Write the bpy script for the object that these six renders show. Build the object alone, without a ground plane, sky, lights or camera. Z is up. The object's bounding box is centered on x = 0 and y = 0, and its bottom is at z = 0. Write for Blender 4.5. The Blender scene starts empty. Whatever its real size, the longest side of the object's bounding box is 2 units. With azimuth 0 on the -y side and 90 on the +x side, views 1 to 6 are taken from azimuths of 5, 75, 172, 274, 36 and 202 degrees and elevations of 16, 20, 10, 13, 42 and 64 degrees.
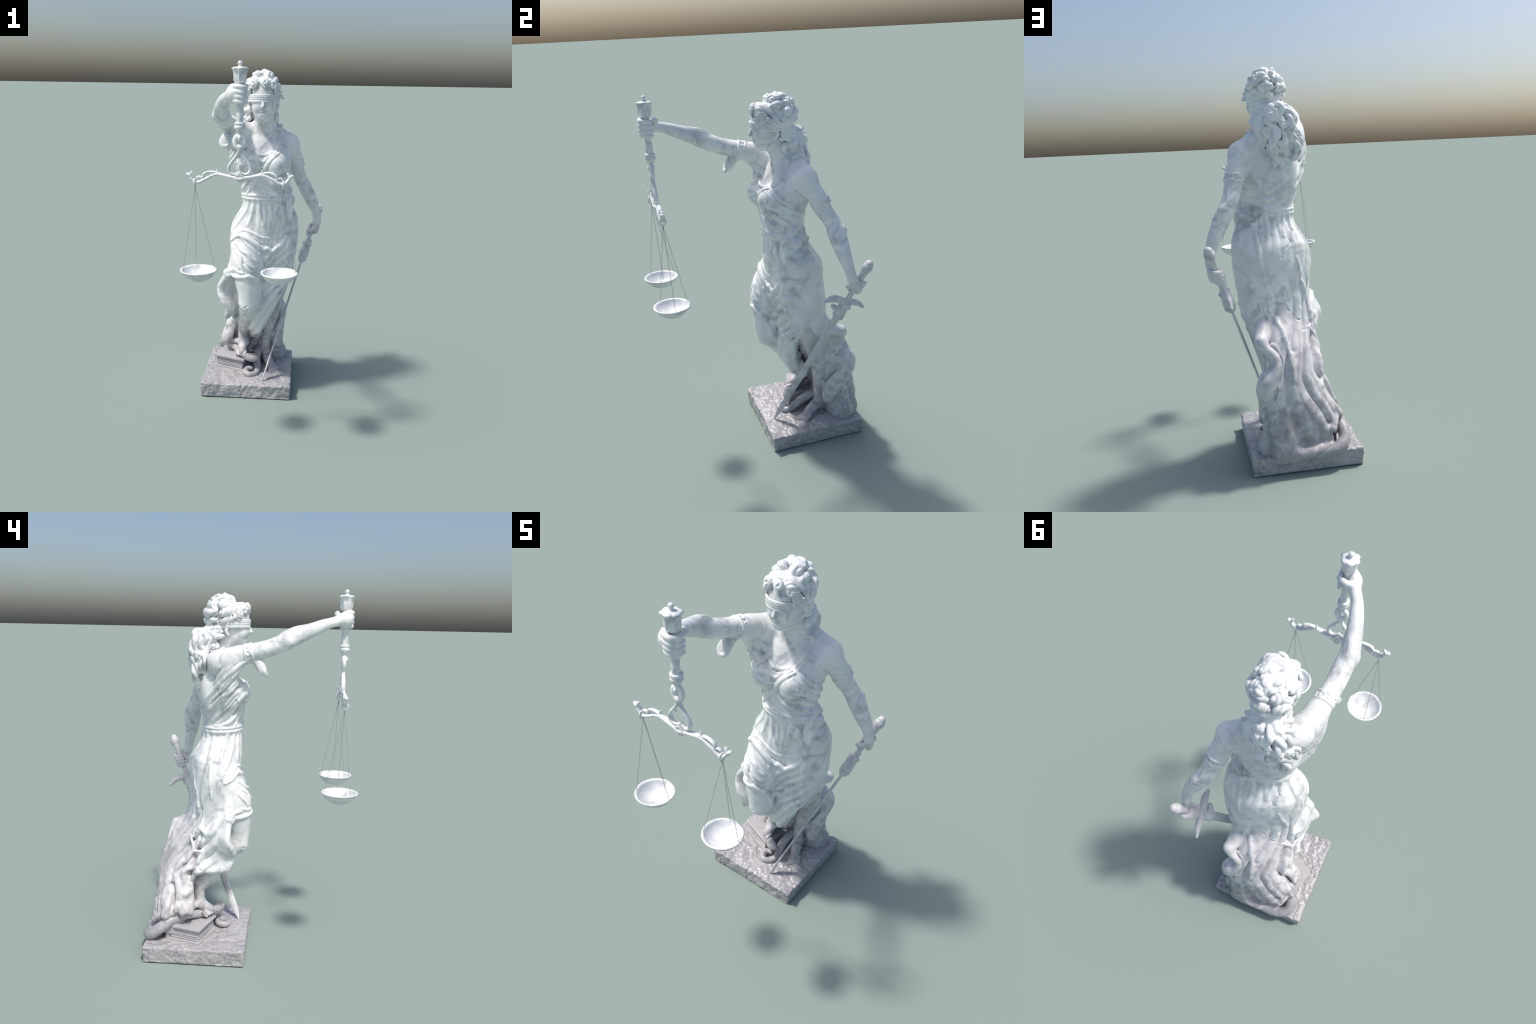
import bpy, math
import numpy as np
from mathutils import Vector

# =====================================================================
#  Blindfolded justice figure in marble, modelled with distance fields:
#  every limb, fold, lock and toe is a primitive (round cone, ellipsoid,
#  lofted section stack, swept tube) blended into a field, which is then
#  polygonised and split into named parts.
# =====================================================================
H_BODY = 0.0031
H_HAIR = 0.0026
H_SMALL = 0.0028
V = lambda *a: np.array(a, float)

# ---------------------------------------------------------------- noise
def lattice_noise(shape_seed, x, y, z):
    rng = np.random.default_rng(shape_seed)
    tab = rng.random((32, 32, 32)).astype(np.float32) * 2 - 1
    x, y, z = np.broadcast_arrays(x, y, z)
    xi = np.floor(x).astype(int); yi = np.floor(y).astype(int); zi = np.floor(z).astype(int)
    fx = x - xi; fy = y - yi; fz = z - zi
    fx = fx * fx * (3 - 2 * fx); fy = fy * fy * (3 - 2 * fy); fz = fz * fz * (3 - 2 * fz)
    r = 0
    for dx in (0, 1):
        for dy in (0, 1):
            for dz in (0, 1):
                w = (fx if dx else 1 - fx) * (fy if dy else 1 - fy) * (fz if dz else 1 - fz)
                r = r + w * tab[(xi + dx) & 31, (yi + dy) & 31, (zi + dz) & 31]
    return r

def fbm(seed, x, y, z, f, octaves=3):
    r = 0; a = 1.0
    for o in range(octaves):
        r = r + a * lattice_noise(seed + o, x * f, y * f, z * f)
        f *= 2.1; a *= 0.5
    return r

# ---------------------------------------------------------------- splines
def spline(pts, n=8):
    """Catmull-Rom through rows of pts (any number of columns)."""
    P = np.array(pts, float)
    if len(P) == 2:
        t = np.linspace(0, 1, n + 1)[:, None]
        return P[0] * (1 - t) + P[1] * t
    E = np.vstack([2 * P[0] - P[1], P, 2 * P[-1] - P[-2]])
    out = []
    for i in range(1, len(E) - 2):
        a, b, c, d = E[i - 1:i + 3]
        for t in np.arange(n) / n:
            out.append(0.5 * (2 * b + (c - a) * t + (2 * a - 5 * b + 4 * c - d) * t * t + (3 * b - a - 3 * c + d) * t ** 3))
    out.append(P[-1])
    return np.array(out)

# ---------------------------------------------------------------- field
class Field:
    FAR = 0.06
    def __init__(s, lo, hi, h):
        s.lo = np.array(lo, float); s.h = h
        s.n = np.ceil((np.array(hi) - s.lo) / h).astype(int) + 1
        s.d = np.full(s.n, s.FAR, np.float32)
        s.lab = np.zeros(s.n, np.uint8)
        s.names = ['none']
    def win(s, lo, hi, margin):
        a = np.clip(np.floor((np.array(lo) - margin - s.lo) / s.h).astype(int), 0, s.n)
        b = np.clip(np.ceil((np.array(hi) + margin - s.lo) / s.h).astype(int) + 1, 0, s.n)
        if np.any(b <= a): return None
        sl = tuple(slice(i, j) for i, j in zip(a, b))
        ax = [(s.lo[k] + s.h * np.arange(a[k], b[k])).astype(np.float32) for k in range(3)]
        return sl, ax[0][:, None, None], ax[1][None, :, None], ax[2][None, None, :]
    def label(s, name):
        if name not in s.names: s.names.append(name)
        return s.names.index(name)
    def blend(s, sl, e, name, k):
        d = s.d[sl]
        if name is not None:
            L = s.lab[sl]; L[e < d] = s.label(name)
        if k > 0:
            q = np.maximum(k - np.abs(d - e), 0) / k
            s.d[sl] = np.minimum(d, e) - q * q * k * 0.25
        else:
            s.d[sl] = np.minimum(d, e)
    def carve(s, sl, e, k):
        d = s.d[sl]; m = -e
        if k > 0:
            q = np.maximum(k - np.abs(d - m), 0) / k
            s.d[sl] = np.maximum(d, m) + q * q * k * 0.25
        else:
            s.d[sl] = np.maximum(d, m)
    # ---- primitives
    def put(s, w, e, name, k, cut):
        if cut: s.carve(w[0], e, k)
        else: s.blend(w[0], e, name, k)
    def cone(s, a, b, ra, rb, name=None, k=0.01, cut=False):
        s.tube([(*a, ra), (*b, rb)], name, k, n=1, cut=cut)
    def ball(s, c, r, name=None, k=0.01, cut=False):
        s.ellip(c, (r, r, r), name, k, cut=cut)
    def ellip(s, c, r, name=None, k=0.01, rot=None, cut=False):
        c = np.array(c, float); r = np.array(r, float); R = max(r)
        w = s.win(c - R, c + R, k + 3 * s.h)
        if w is None: return
        p = [w[1] - c[0], w[2] - c[1], w[3] - c[2]]
        if rot is not None:
            M = euler(rot).T
            p = [M[i, 0] * p[0] + M[i, 1] * p[1] + M[i, 2] * p[2] for i in range(3)]
        k0 = np.sqrt((p[0] / r[0]) ** 2 + (p[1] / r[1]) ** 2 + (p[2] / r[2]) ** 2)
        k1 = np.sqrt((p[0] / r[0] ** 2) ** 2 + (p[1] / r[1] ** 2) ** 2 + (p[2] / r[2] ** 2) ** 2)
        e = np.where(k0 < 1e-4, -min(r), k0 * (k0 - 1) / np.maximum(k1, 1e-6)).astype(np.float32)
        s.put(w, e, name, k, cut)
    def tube(s, pts, name=None, k=0.01, n=6, cut=False, flat=None):
        """pts: rows x,y,z,radius. flat=(direction, factor): squash along a direction."""
        P = spline(pts, n) if n > 1 else np.array(pts, float)
        rm = P[:, 3].max()
        w = s.win(P[:, :3].min(0) - rm, P[:, :3].max(0) + rm, k + 3 * s.h)
        if w is None: return
        sl, X, Y, Z = w
        e = np.full(s.d[sl].shape, 1.0, np.float32)
        lo = np.array([X[0, 0, 0], Y[0, 0, 0], Z[0, 0, 0]])
        for A, B in zip(P[:-1], P[1:]):
            mg = max(A[3], B[3]) + k + 3 * s.h
            i = np.clip(np.floor((np.minimum(A[:3], B[:3]) - mg - lo) / s.h).astype(int), 0, e.shape)
            j = np.clip(np.ceil((np.maximum(A[:3], B[:3]) + mg - lo) / s.h).astype(int) + 1, 0, e.shape)
            ss = tuple(slice(u, v) for u, v in zip(i, j))
            x = X[ss[0]] - A[0]; y = Y[:, ss[1]] - A[1]; z = Z[:, :, ss[2]] - A[2]
            D = B[:3] - A[:3]; L2 = max(D @ D, 1e-12)
            t = np.clip((x * D[0] + y * D[1] + z * D[2]) / L2, 0, 1)
            qx = x - t * D[0]; qy = y - t * D[1]; qz = z - t * D[2]
            q2 = qx * qx + qy * qy + qz * qz
            if flat is not None:
                nx, ny, nz = np.array(flat[0]) / np.linalg.norm(flat[0])
                c = qx * nx + qy * ny + qz * nz
                q2 = q2 + c * c * (flat[1] ** 2 - 1)
                dd = np.sqrt(q2) - (A[3] + t * (B[3] - A[3]))
                dd = np.where(dd < 0, dd, dd / 1.3)
            else:
                dd = np.sqrt(q2) - (A[3] + t * (B[3] - A[3]))
            e[ss] = np.minimum(e[ss], dd)
        s.put(w, e, name, k, cut)
    def loft(s, rows, name=None, k=0.02, mod=None, power=2.05, shear=None):
        """Stack of super-ellipses along z; rows: z,cx,cy,rx,ry (top to bottom)."""
        R = spline(sorted(rows), 10)
        zs = R[:, 0]; z0, z1 = zs[0], zs[-1]
        ext = max(R[:, 3].max(), R[:, 4].max()) + 0.03
        w = s.win((R[:, 1].min() - ext, R[:, 2].min() - ext, z0), (R[:, 1].max() + ext, R[:, 2].max() + ext, z1), k + 3 * s.h)
        sl, X, Y, Z = w
        g = lambda c: np.interp(Z, zs, R[:, c]).astype(np.float32)
        x = X - g(1); y = Y - g(2); rx = g(3); ry = g(4)
        if shear is not None:                       # turn of the body: one side set back, the other forward
            zz, ss = np.array(sorted(shear)).T
            sh = np.interp(Z, zz, ss).astype(np.float32)
            y = y - sh * x
            ry = np.sqrt(np.maximum(ry ** 2 - (sh * rx) ** 2, (.6 * ry) ** 2))
        q = ((np.abs(x) / rx) ** power + (np.abs(y) / ry) ** power) ** (1 / power)
        rho = np.sqrt(x * x + y * y)
        e = rho - rho / np.maximum(q, 1e-3)
        e = np.where(q < 0.05, -np.minimum(rx, ry), e)
        if mod is not None:
            e = e - mod(np.arctan2(x, -y), Z, X, Y)
        e = np.maximum(e, np.maximum(z0 - Z, Z - z1)).astype(np.float32)
        s.blend(sl, e, name, k)
    def wall(s, section, back, name, k=0.008, n=6):
        """Cloth sheet: from each point x,y,z,r of a wavy front edge to the matching
        point of the back edge."""
        for (x, y, z, r), (x2, y2, z2, r2) in zip(spline(section, n), spline(back, n)):
            s.cone((x, y, z), (x2, y2, z2), r, r2, name, k)
    # ---- polygonise (surface nets)
    def mesh(s, smooth=2):
        d = s.d; n = s.n; sg = d < 0
        c = np.zeros(n - 1, np.uint8)
        for dx in (0, 1):
            for dy in (0, 1):
                for dz in (0, 1):
                    c += sg[dx:n[0] - 1 + dx, dy:n[1] - 1 + dy, dz:n[2] - 1 + dz]
        act = (c > 0) & (c < 8)
        idx = np.argwhere(act)
        ids = np.full(n - 1, -1, np.int32); ids[act] = np.arange(len(idx))
        acc = np.zeros((len(idx), 3)); cnt = np.zeros(len(idx))
        cor = [(a, b, e) for a in (0, 1) for b in (0, 1) for e in (0, 1)]
        val = {o: d[idx[:, 0] + o[0], idx[:, 1] + o[1], idx[:, 2] + o[2]].astype(float) for o in cor}
        for o in cor:
            for ax in range(3):
                if o[ax] == 0:
                    p = list(o); p[ax] = 1; p = tuple(p)
                    v0, v1 = val[o], val[p]
                    m = (v0 < 0) != (v1 < 0)
                    t = np.where(m, v0 / np.where(m, v0 - v1, 1), 0)
                    pt = np.array(o, float)[None, :].repeat(len(idx), 0); pt[:, ax] = t
                    acc[m] += pt[m]; cnt[m] += 1
        verts = s.lo + s.h * (idx + acc / cnt[:, None])
        best = np.min(np.stack([val[o] for o in cor]), 0)
        lab = np.zeros(len(idx), np.uint8)
        for o in cor:
            m = val[o] == best
            lab[m] = s.lab[idx[m, 0] + o[0], idx[m, 1] + o[1], idx[m, 2] + o[2]]
        quads = []
        for ax in range(3):
            a1, a2 = (ax + 1) % 3, (ax + 2) % 3
            sa = [slice(None)] * 3; sb = [slice(None)] * 3
            sa[ax] = slice(0, -1); sb[ax] = slice(1, None)
            for q in (sa, sb):
                q[a1] = slice(1, -1); q[a2] = slice(1, -1)
            A = sg[tuple(sa)]; B = sg[tuple(sb)]
            e = np.argwhere(A != B)
            if not len(e): continue
            inside = A[tuple(e.T)]
            e[:, a1] += 1; e[:, a2] += 1
            def cell(o1, o2):
                q = e.copy(); q[:, a1] -= o1; q[:, a2] -= o2
                return ids[q[:, 0], q[:, 1], q[:, 2]]
            f = np.stack([cell(1, 1), cell(0, 1), cell(0, 0), cell(1, 0)], 1)
            f[~inside] = f[~inside][:, ::-1]
            quads.append(f)
        F = np.vstack(quads)
        for _ in range(smooth):
            S = np.zeros_like(verts); C = np.zeros(len(verts))
            for a, b in ((0, 1), (1, 2), (2, 3), (3, 0)):
                np.add.at(S, F[:, a], verts[F[:, b]]); np.add.at(C, F[:, a], 1)
            verts = verts * 0.5 + 0.5 * S / np.maximum(C, 1)[:, None]
        return verts, F, lab

def euler(r):
    a, b, c = np.radians(r)
    X = np.array([[1, 0, 0], [0, math.cos(a), -math.sin(a)], [0, math.sin(a), math.cos(a)]])
    Y = np.array([[math.cos(b), 0, math.sin(b)], [0, 1, 0], [-math.sin(b), 0, math.cos(b)]])
    Z = np.array([[math.cos(c), -math.sin(c), 0], [math.sin(c), math.cos(c), 0], [0, 0, 1]])
    return Z @ Y @ X

# ---------------------------------------------------------------- objects
COL = bpy.context.scene.collection
ROOT = bpy.data.objects.new('justice_statue', None)
ROOT['label'] = 'white marble statue of a blindfolded woman holding scales and sword'
ROOT['category'] = 'statue'
COL.objects.link(ROOT)

def new_object(name, verts, faces, mat, parent=None, smooth=True, normals=None, kind=None):
    me = bpy.data.meshes.new(name)
    me.from_pydata(np.asarray(verts).tolist(), [], np.asarray(faces).tolist() if not isinstance(faces, list) else faces)
    me.polygons.foreach_set('use_smooth', [smooth] * len(me.polygons))
    if normals is not None:
        me.normals_split_custom_set_from_vertices(np.asarray(normals).tolist())
    me.materials.append(mat)
    me.update()
    ob = bpy.data.objects.new(name, me)
    COL.objects.link(ob)
    ob.parent = parent or ROOT
    if kind: ob['kind'] = kind
    return ob

def vertex_normals(v, f):
    n = np.cross(v[f[:, 2]] - v[f[:, 0]], v[f[:, 3]] - v[f[:, 1]])
    N = np.zeros_like(v)
    for i in range(4): np.add.at(N, f[:, i], n)
    return N / np.maximum(np.linalg.norm(N, axis=1), 1e-12)[:, None]

def keep_large(v, f, lab, least=150):
    """Drop tiny floating crumbs."""
    root = np.arange(len(v))
    for _ in range(400):
        m = np.minimum.reduce([root[f[:, i]] for i in range(4)])
        new = root.copy()
        for i in range(4): np.minimum.at(new, f[:, i], m)
        new = new[new]
        if np.array_equal(new, root): break
        root = new
    cnt = np.bincount(root, minlength=len(v))
    return f[cnt[root[f[:, 0]]] >= least]

def emit(field, mats, relabel=None, smooth=2):
    """Polygonise a field and split it into one object per label."""
    v, f, lab = field.mesh(smooth)
    f = keep_large(v, f, lab)
    N = vertex_normals(v, f)
    names = list(field.names)
    fl = np.median(lab[f], axis=1).astype(int)
    # the label most corners share, so that seams stay ragged only by a cell
    if relabel is not None: fl, names = relabel(v[f].mean(1), fl, names)
    made = {}
    for i, nm in enumerate(names):
        sel = f[fl == i]
        if not len(sel): continue
        used, inv = np.unique(sel, return_inverse=True)
        base = nm.split('#')[0]
        mat = mats.get(nm) or mats.get(base) or mats['*']
        made[nm] = new_object(base, v[used], inv.reshape(-1, 4), mat, normals=N[used])
    return made

def swept(path, radius, sides=10, flat=(1, 1), up=(0, 1, 0), closed=False, cap=True):
    """Tube mesh with elliptic section: flat[0] across, flat[1] along 'up'."""
    P = np.array(path, float); n = len(P)
    rad = np.broadcast_to(np.array(radius, float), (n,))
    up = np.array(up, float)
    T = np.roll(P, -1, 0) - np.roll(P, 1, 0) if closed else np.gradient(P, axis=0)
    T /= np.maximum(np.linalg.norm(T, axis=1), 1e-9)[:, None]
    S = np.cross(T, up); S /= np.maximum(np.linalg.norm(S, axis=1), 1e-9)[:, None]
    U = np.cross(S, T)
    a = np.linspace(0, 2 * math.pi, sides, endpoint=False)
    vs = (P[:, None] + rad[:, None, None] * (flat[0] * np.cos(a)[None, :, None] * S[:, None] + flat[1] * np.sin(a)[None, :, None] * U[:, None])).reshape(-1, 3)
    fs = []
    for i in range(n if closed else n - 1):
        for j in range(sides):
            k = (j + 1) % sides; m = (i + 1) % n
            fs.append([i * sides + j, i * sides + k, m * sides + k, m * sides + j])
    if cap and not closed:
        fs.append([j for j in range(sides)][::-1]); fs.append([(n - 1) * sides + j for j in range(sides)])
    return vs, fs

def merge(parts):
    vs = []; fs = []; o = 0
    for v, f in parts:
        vs.append(np.asarray(v)); fs += [[i + o for i in q] for q in f]; o += len(v)
    return np.vstack(vs), fs

def lathe(profile, centre, sides=32, shape=None):
    """profile rows: r,z ; shape(theta, i) scales the radius."""
    vs = []; fs = []; n = len(profile)
    for i, (r, z) in enumerate(profile):
        for j in range(sides):
            t = 2 * math.pi * j / sides
            q = r * (shape(t, i) if shape else 1)
            vs.append((centre[0] + q * math.cos(t), centre[1] + q * math.sin(t), centre[2] + z))
    for i in range(n - 1):
        for j in range(sides):
            k = (j + 1) % sides
            fs.append([i * sides + j, i * sides + k, (i + 1) * sides + k, (i + 1) * sides + j])
    return np.array(vs), fs

# ---------------------------------------------------------------- materials
def marble(name, light, cloud, vein, vein_amount, rough=0.38, grain=0.0, bump=0.05, scale=1.0, low_grey=None):
    m = bpy.data.materials.new(name); m.use_nodes = True
    nt = m.node_tree; N = nt.nodes; L = nt.links
    N.clear()
    out = N.new('ShaderNodeOutputMaterial'); b = N.new('ShaderNodeBsdfPrincipled')
    L.new(b.outputs[0], out.inputs[0])
    tc = N.new('ShaderNodeTexCoord')
    def noise(sc, det, dist, rot=0.0):
        mp = N.new('ShaderNodeMapping'); mp.inputs['Rotation'].default_value = (rot, rot * 0.7, rot * 1.3)
        mp.inputs['Location'].default_value = (rot * 3, rot, 1.7 * rot)
        L.new(tc.outputs['Object'], mp.inputs[0])
        n = N.new('ShaderNodeTexNoise'); n.inputs['Scale'].default_value = sc * scale
        n.inputs['Detail'].default_value = det; n.inputs['Distortion'].default_value = dist
        n.inputs['Roughness'].default_value = 0.62
        L.new(mp.outputs[0], n.inputs['Vector']); return n
    def ramp(src, stops):
        r = N.new('ShaderNodeValToRGB'); e = r.color_ramp.elements
        while len(e) < len(stops): e.new(0.5)
        for q, (p, v) in zip(e, stops):
            q.position = p; q.color = (v, v, v, 1)
        L.new(src, r.inputs[0]); return r.outputs[0]
    def mix(fac, a, c):
        x = N.new('ShaderNodeMix'); x.data_type = 'RGBA'
        if isinstance(fac, float): x.inputs[0].default_value = fac
        else: L.new(fac, x.inputs[0])
        for sock, val in ((x.inputs[6], a), (x.inputs[7], c)):
            if isinstance(val, tuple): sock.default_value = (*val, 1)
            else: L.new(val, sock)
        return x.outputs[2]
    def mul(a, f):
        q = N.new('ShaderNodeMath'); q.operation = 'MULTIPLY'; L.new(a, q.inputs[0])
        if isinstance(f, float): q.inputs[1].default_value = f
        else: L.new(f, q.inputs[1])
        return q.outputs[0]
    clouds = ramp(noise(6.0, 5, 0.8).outputs[0], [(0.42, 0), (0.64, 1)])
    col = mix(clouds, light, cloud)
    # smudged veins: ragged patches, gated by a larger noise, plus a few hair lines
    smudge = ramp(noise(11, 8, 1.2, 1.1).outputs[0], [(0.47, 0), (0.56, .45), (0.68, 1)])
    gate = ramp(noise(3.4, 3, 0.4, 2.3).outputs[0], [(0.38, 0.15), (0.58, 1)])
    col = mix(mul(mul(smudge, gate), vein_amount), col, vein)
    line = ramp(noise(9, 9, 2.2, 0.7).outputs[0], [(0.475, 0), (0.498, 1), (0.502, 1), (0.525, 0)])
    col = mix(mul(mul(line, gate), vein_amount * .18), col, vein)
    if grain > 0:
        g = ramp(noise(38, 5, 0.8, 0.5).outputs[0], [(0.35, 1), (0.6, 0)])
        col = mix(mul(g, grain), col, vein)
    if low_grey is not None:
        # darker ragged patches of colour, denser towards the bottom
        sep = N.new('ShaderNodeSeparateXYZ'); L.new(tc.outputs['Object'], sep.inputs[0])
        up = N.new('ShaderNodeMapRange'); up.inputs[1].default_value = .56; up.inputs[2].default_value = .12; up.inputs[3].default_value = -.22; up.inputs[4].default_value = .12
        L.new(sep.outputs[2], up.inputs[0])
        ad = N.new('ShaderNodeMath'); ad.operation = 'ADD'
        L.new(noise(13, 9, 1.4, 1.9).outputs[0], ad.inputs[0]); L.new(up.outputs[0], ad.inputs[1])
        col = mix(mul(ramp(ad.outputs[0], [(.38, 0), (.50, .5), (.64, 1)]), .8), col, low_grey)
    L.new(col, b.inputs['Base Color'])
    b.inputs['Roughness'].default_value = rough
    b.inputs['Specular IOR Level'].default_value = 0.5
    if bump > 0:
        bn = N.new('ShaderNodeBump'); bn.inputs['Strength'].default_value = bump; bn.inputs['Distance'].default_value = 0.004
        L.new(noise(60, 4, 0.3, 0.2).outputs[0], bn.inputs['Height']); L.new(bn.outputs[0], b.inputs['Normal'])
    return m

WHITE = marble('white_marble', (0.84, 0.85, 0.848), (0.70, 0.717, 0.725), (0.29, 0.315, 0.335), 0.85)
PALE = marble('pale_marble', (0.725, 0.712, 0.725), (0.60, 0.588, 0.602), (0.30, 0.297, 0.312), 0.8, grain=0.10, low_grey=(.27, .256, .272))
GREY = marble('grey_marble', (0.465, 0.453, 0.468), (0.39, 0.38, 0.393), (0.19, 0.187, 0.196), 0.75, rough=0.27, grain=0.35, bump=0.5, scale=1.6)
BOOK = marble('book_marble', (0.455, 0.442, 0.458), (0.41, 0.40, 0.415), (0.26, 0.255, 0.265), 0.5, rough=0.4, bump=0.05)
STEEL = marble('sword_marble', (0.68, 0.675, 0.69), (0.57, 0.565, 0.58), (0.32, 0.32, 0.335), 0.75, grain=0.10)
def plain(name, col, rough, metal=0.0):
    m = bpy.data.materials.new(name); m.use_nodes = True
    b = m.node_tree.nodes['Principled BSDF']
    b.inputs['Base Color'].default_value = (*col, 1); b.inputs['Roughness'].default_value = rough; b.inputs['Metallic'].default_value = metal
    nz = m.node_tree.nodes.new('ShaderNodeTexNoise'); nz.inputs['Scale'].default_value = 120
    mx = m.node_tree.nodes.new('ShaderNodeMix'); mx.data_type = 'RGBA'
    mx.inputs[6].default_value = (*[c * 0.8 for c in col], 1); mx.inputs[7].default_value = (*[min(1, c * 1.2) for c in col], 1)
    m.node_tree.links.new(nz.outputs[0], mx.inputs[0]); m.node_tree.links.new(mx.outputs[2], b.inputs['Base Color'])
    return m
CHAIN = plain('chain_metal', (0.40, 0.40, 0.39), 0.45, 0.2)

# =====================================================================
#  FIGURE
# =====================================================================
B = Field((-0.31, -0.56, 0.06), (0.385, 0.60, 1.93), H_BODY)

# ---- trunk and hips
B.loft([(1.62, 0.01, .195, .085, .055), (1.57, .01, .182, .150, .082), (1.50, 0.004, .173, .160, .107), (1.44, .003, .171, .158, .117),
        (1.38, .006, .163, .150, .118), (1.32, .013, .159, .140, .109), (1.255, .018, .157, .134, .103)], 'bodice', 0.02, shear=[(1.62, .28), (1.5, .12), (1.38, .0), (1.26, .0)])
B.loft([(1.275, .018, .157, .132, .101), (1.20, .030, .167, .150, .112), (1.14, .027, .183, .177, .130), (1.08, .017, .198, .197, .147),
        (1.00, .012, .203, .203, .150), (0.95, .010, .207, .200, .147), (0.90, .010, .212, .195, .146), (0.85, .008, .217, .188, .145),
        (0.80, .005, .222, .180, .140), (0.75, .002, .230, .172, .134), (0.70, .0, .245, .160, .130), (0.64, -.01, .275, .145, .130)], 'skirt', 0.02, shear=[(1.275, .0), (1.14, .04), (1.0, .12), (.85, .20), (.64, .22)])
# the left front of the hips falls back
w = B.win((-.05, -.05, .80), (.30, .30, 1.22), 0)
D0 = .024 + (w[3] - 1.1) * .20
fade = np.clip((1.22 - w[3]) / .08, 0, 1)
B.carve(w[0], np.broadcast_to(D0 - (.63 * w[1] - .78 * w[2]) + .05 * (1 - fade), B.d[w[0]].shape).astype(np.float32), .05)
# and so does the right rear
w = B.win((-.30, .10, .66), (.15, .45, 1.16), 0)
fade = np.clip((1.16 - w[3]) / .08, 0, 1)
B.carve(w[0], np.broadcast_to(.327 - (-.5 * w[1] + .86 * w[2]) + .05 * (1 - fade), B.d[w[0]].shape).astype(np.float32), .05)
# bust
for sx, zz in ((-1, 1.458), (1, 1.45)):
    B.ellip((0.004 + sx * .074, .071 + .006 * sx, zz), (.066, .064, .066), 'bodice', 0.045)
# shoulders, neck
B.tube([(0.0, .150, 1.725, .056), (.004, .165, 1.66, .056), (.010, .188, 1.60, .066)], 'neck', 0.02)
B.tube([(.03, .205, 1.645, .043), (.09, .235, 1.602, .048), (.146, .250, 1.560, .054)], 'chest', 0.04)
B.tube([(-.03, .195, 1.65, .04), (-.08, .18, 1.635, .050), (-.125, .155, 1.625, .057)], 'chest', 0.04)
B.ellip((-.01, .150, 1.570), (.10, .045, .05), 'chest', 0.04)
B.ellip((-.07, .225, 1.50), (.065, .045, .10), 'chest', .04)
B.ellip((.085, .225, 1.49), (.055, .045, .09), 'chest', .04)
# gown stretched from the raised arm to the ribs
B.tube([(-.165, .05, 1.655, .045), (-.158, .10, 1.585, .055), (-.140, .125, 1.50, .055), (-.12, .13, 1.43, .05)], 'bodice', 0.03)
# ---- arm with the scales
B.tube([(-.128, .165, 1.620, .061), (-.153, .09, 1.650, .052), (-.172, 0.0, 1.675, .046), (-.183, -.05, 1.687, .044), (-.188, -.10, 1.701, .044), (-.191, -.15, 1.720, .044), (-.195, -.20, 1.744, .044),
        (-.188, -.25, 1.768, .041), (-.178, -.30, 1.788, .036), (-.160, -.36, 1.815, .031), (-.146, -.40, 1.830, .026), (-.125, -.435, 1.840, .026), (-.105, -.46, 1.848, .030)], 'arm', 0.03)
B.ball((-.214, -.200, 1.738), .029, 'arm', 0.016)
B.tube([(-.198, -.18, 1.768, .018), (-.190, -.235, 1.788, .022), (-.178, -.31, 1.803, .016)], 'arm', .02)
B.ball((.256, .402, 1.302), .016, 'arm#l', .02)
B.tube([(.245, .345, 1.29, .022), (.272, .365, 1.24, .026), (.30, .385, 1.17, .018)], 'arm#l', .02)
B.ellip((-.096, -.488, 1.851), (.038, .034, .044), 'hand', 0.012, rot=(0, 0, -35))
for i, z in enumerate((1.884, 1.861, 1.838, 1.817)):
    r = (.0125, .0128, .0125, .011)[i]
    B.tube([(-.100, -.497, z + .002, r), (-.076, -.516, z + .001, r), (-.052, -.515, z - .003, r), (-.037, -.494, z - .005, r * .92), (-.040, -.466, z - .006, r * .8)], 'hand', 0.006)
B.tube([(-.098, -.447, 1.868, .016), (-.070, -.440, 1.878, .014), (-.040, -.448, 1.885, .012)], 'hand', 0.006)
# ---- arm with the sword
B.tube([(.146, .248, 1.555, .054), (.166, .277, 1.50, .049), (.182, .302, 1.45, .048), (.195, .323, 1.40, .044), (.211, .353, 1.35, .041), (.234, .376, 1.30, .040), (.262, .384, 1.25, .040), (.288, .391, 1.20, .036),
        (.311, .400, 1.15, .031), (.326, .410, 1.10, .027), (.330, .420, 1.06, .026)], 'arm#l', 0.03)
B.tube([(.331, .424, 1.055, .026), (.328, .440, 1.025, .030), (.322, .452, .995, .030)], 'hand#l', 0.015, flat=((1, .2, .3), 1.5))
for i in range(4):
    c = V(.300, .454, 1.0) + V(.29, .41, .94) * (.026 - .019 * i) / 1.0
    r = (.0125, .013, .0125, .011)[i]
    B.tube([(*(c + V(.026, .008, .002)), r), (*(c + V(.014, .027, -.004)), r), (*(c + V(-.008, .026, -.006)), r), (*(c + V(-.022, .006, -.004)), r * .9), (*(c + V(-.016, -.012, .002)), r * .8)], 'hand#l', 0.004)
B.tube([(.322, .425, 1.02, .014), (.300, .418, 1.000, .012), (.272, .418, .992, .010)], 'hand#l', 0.006)
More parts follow.
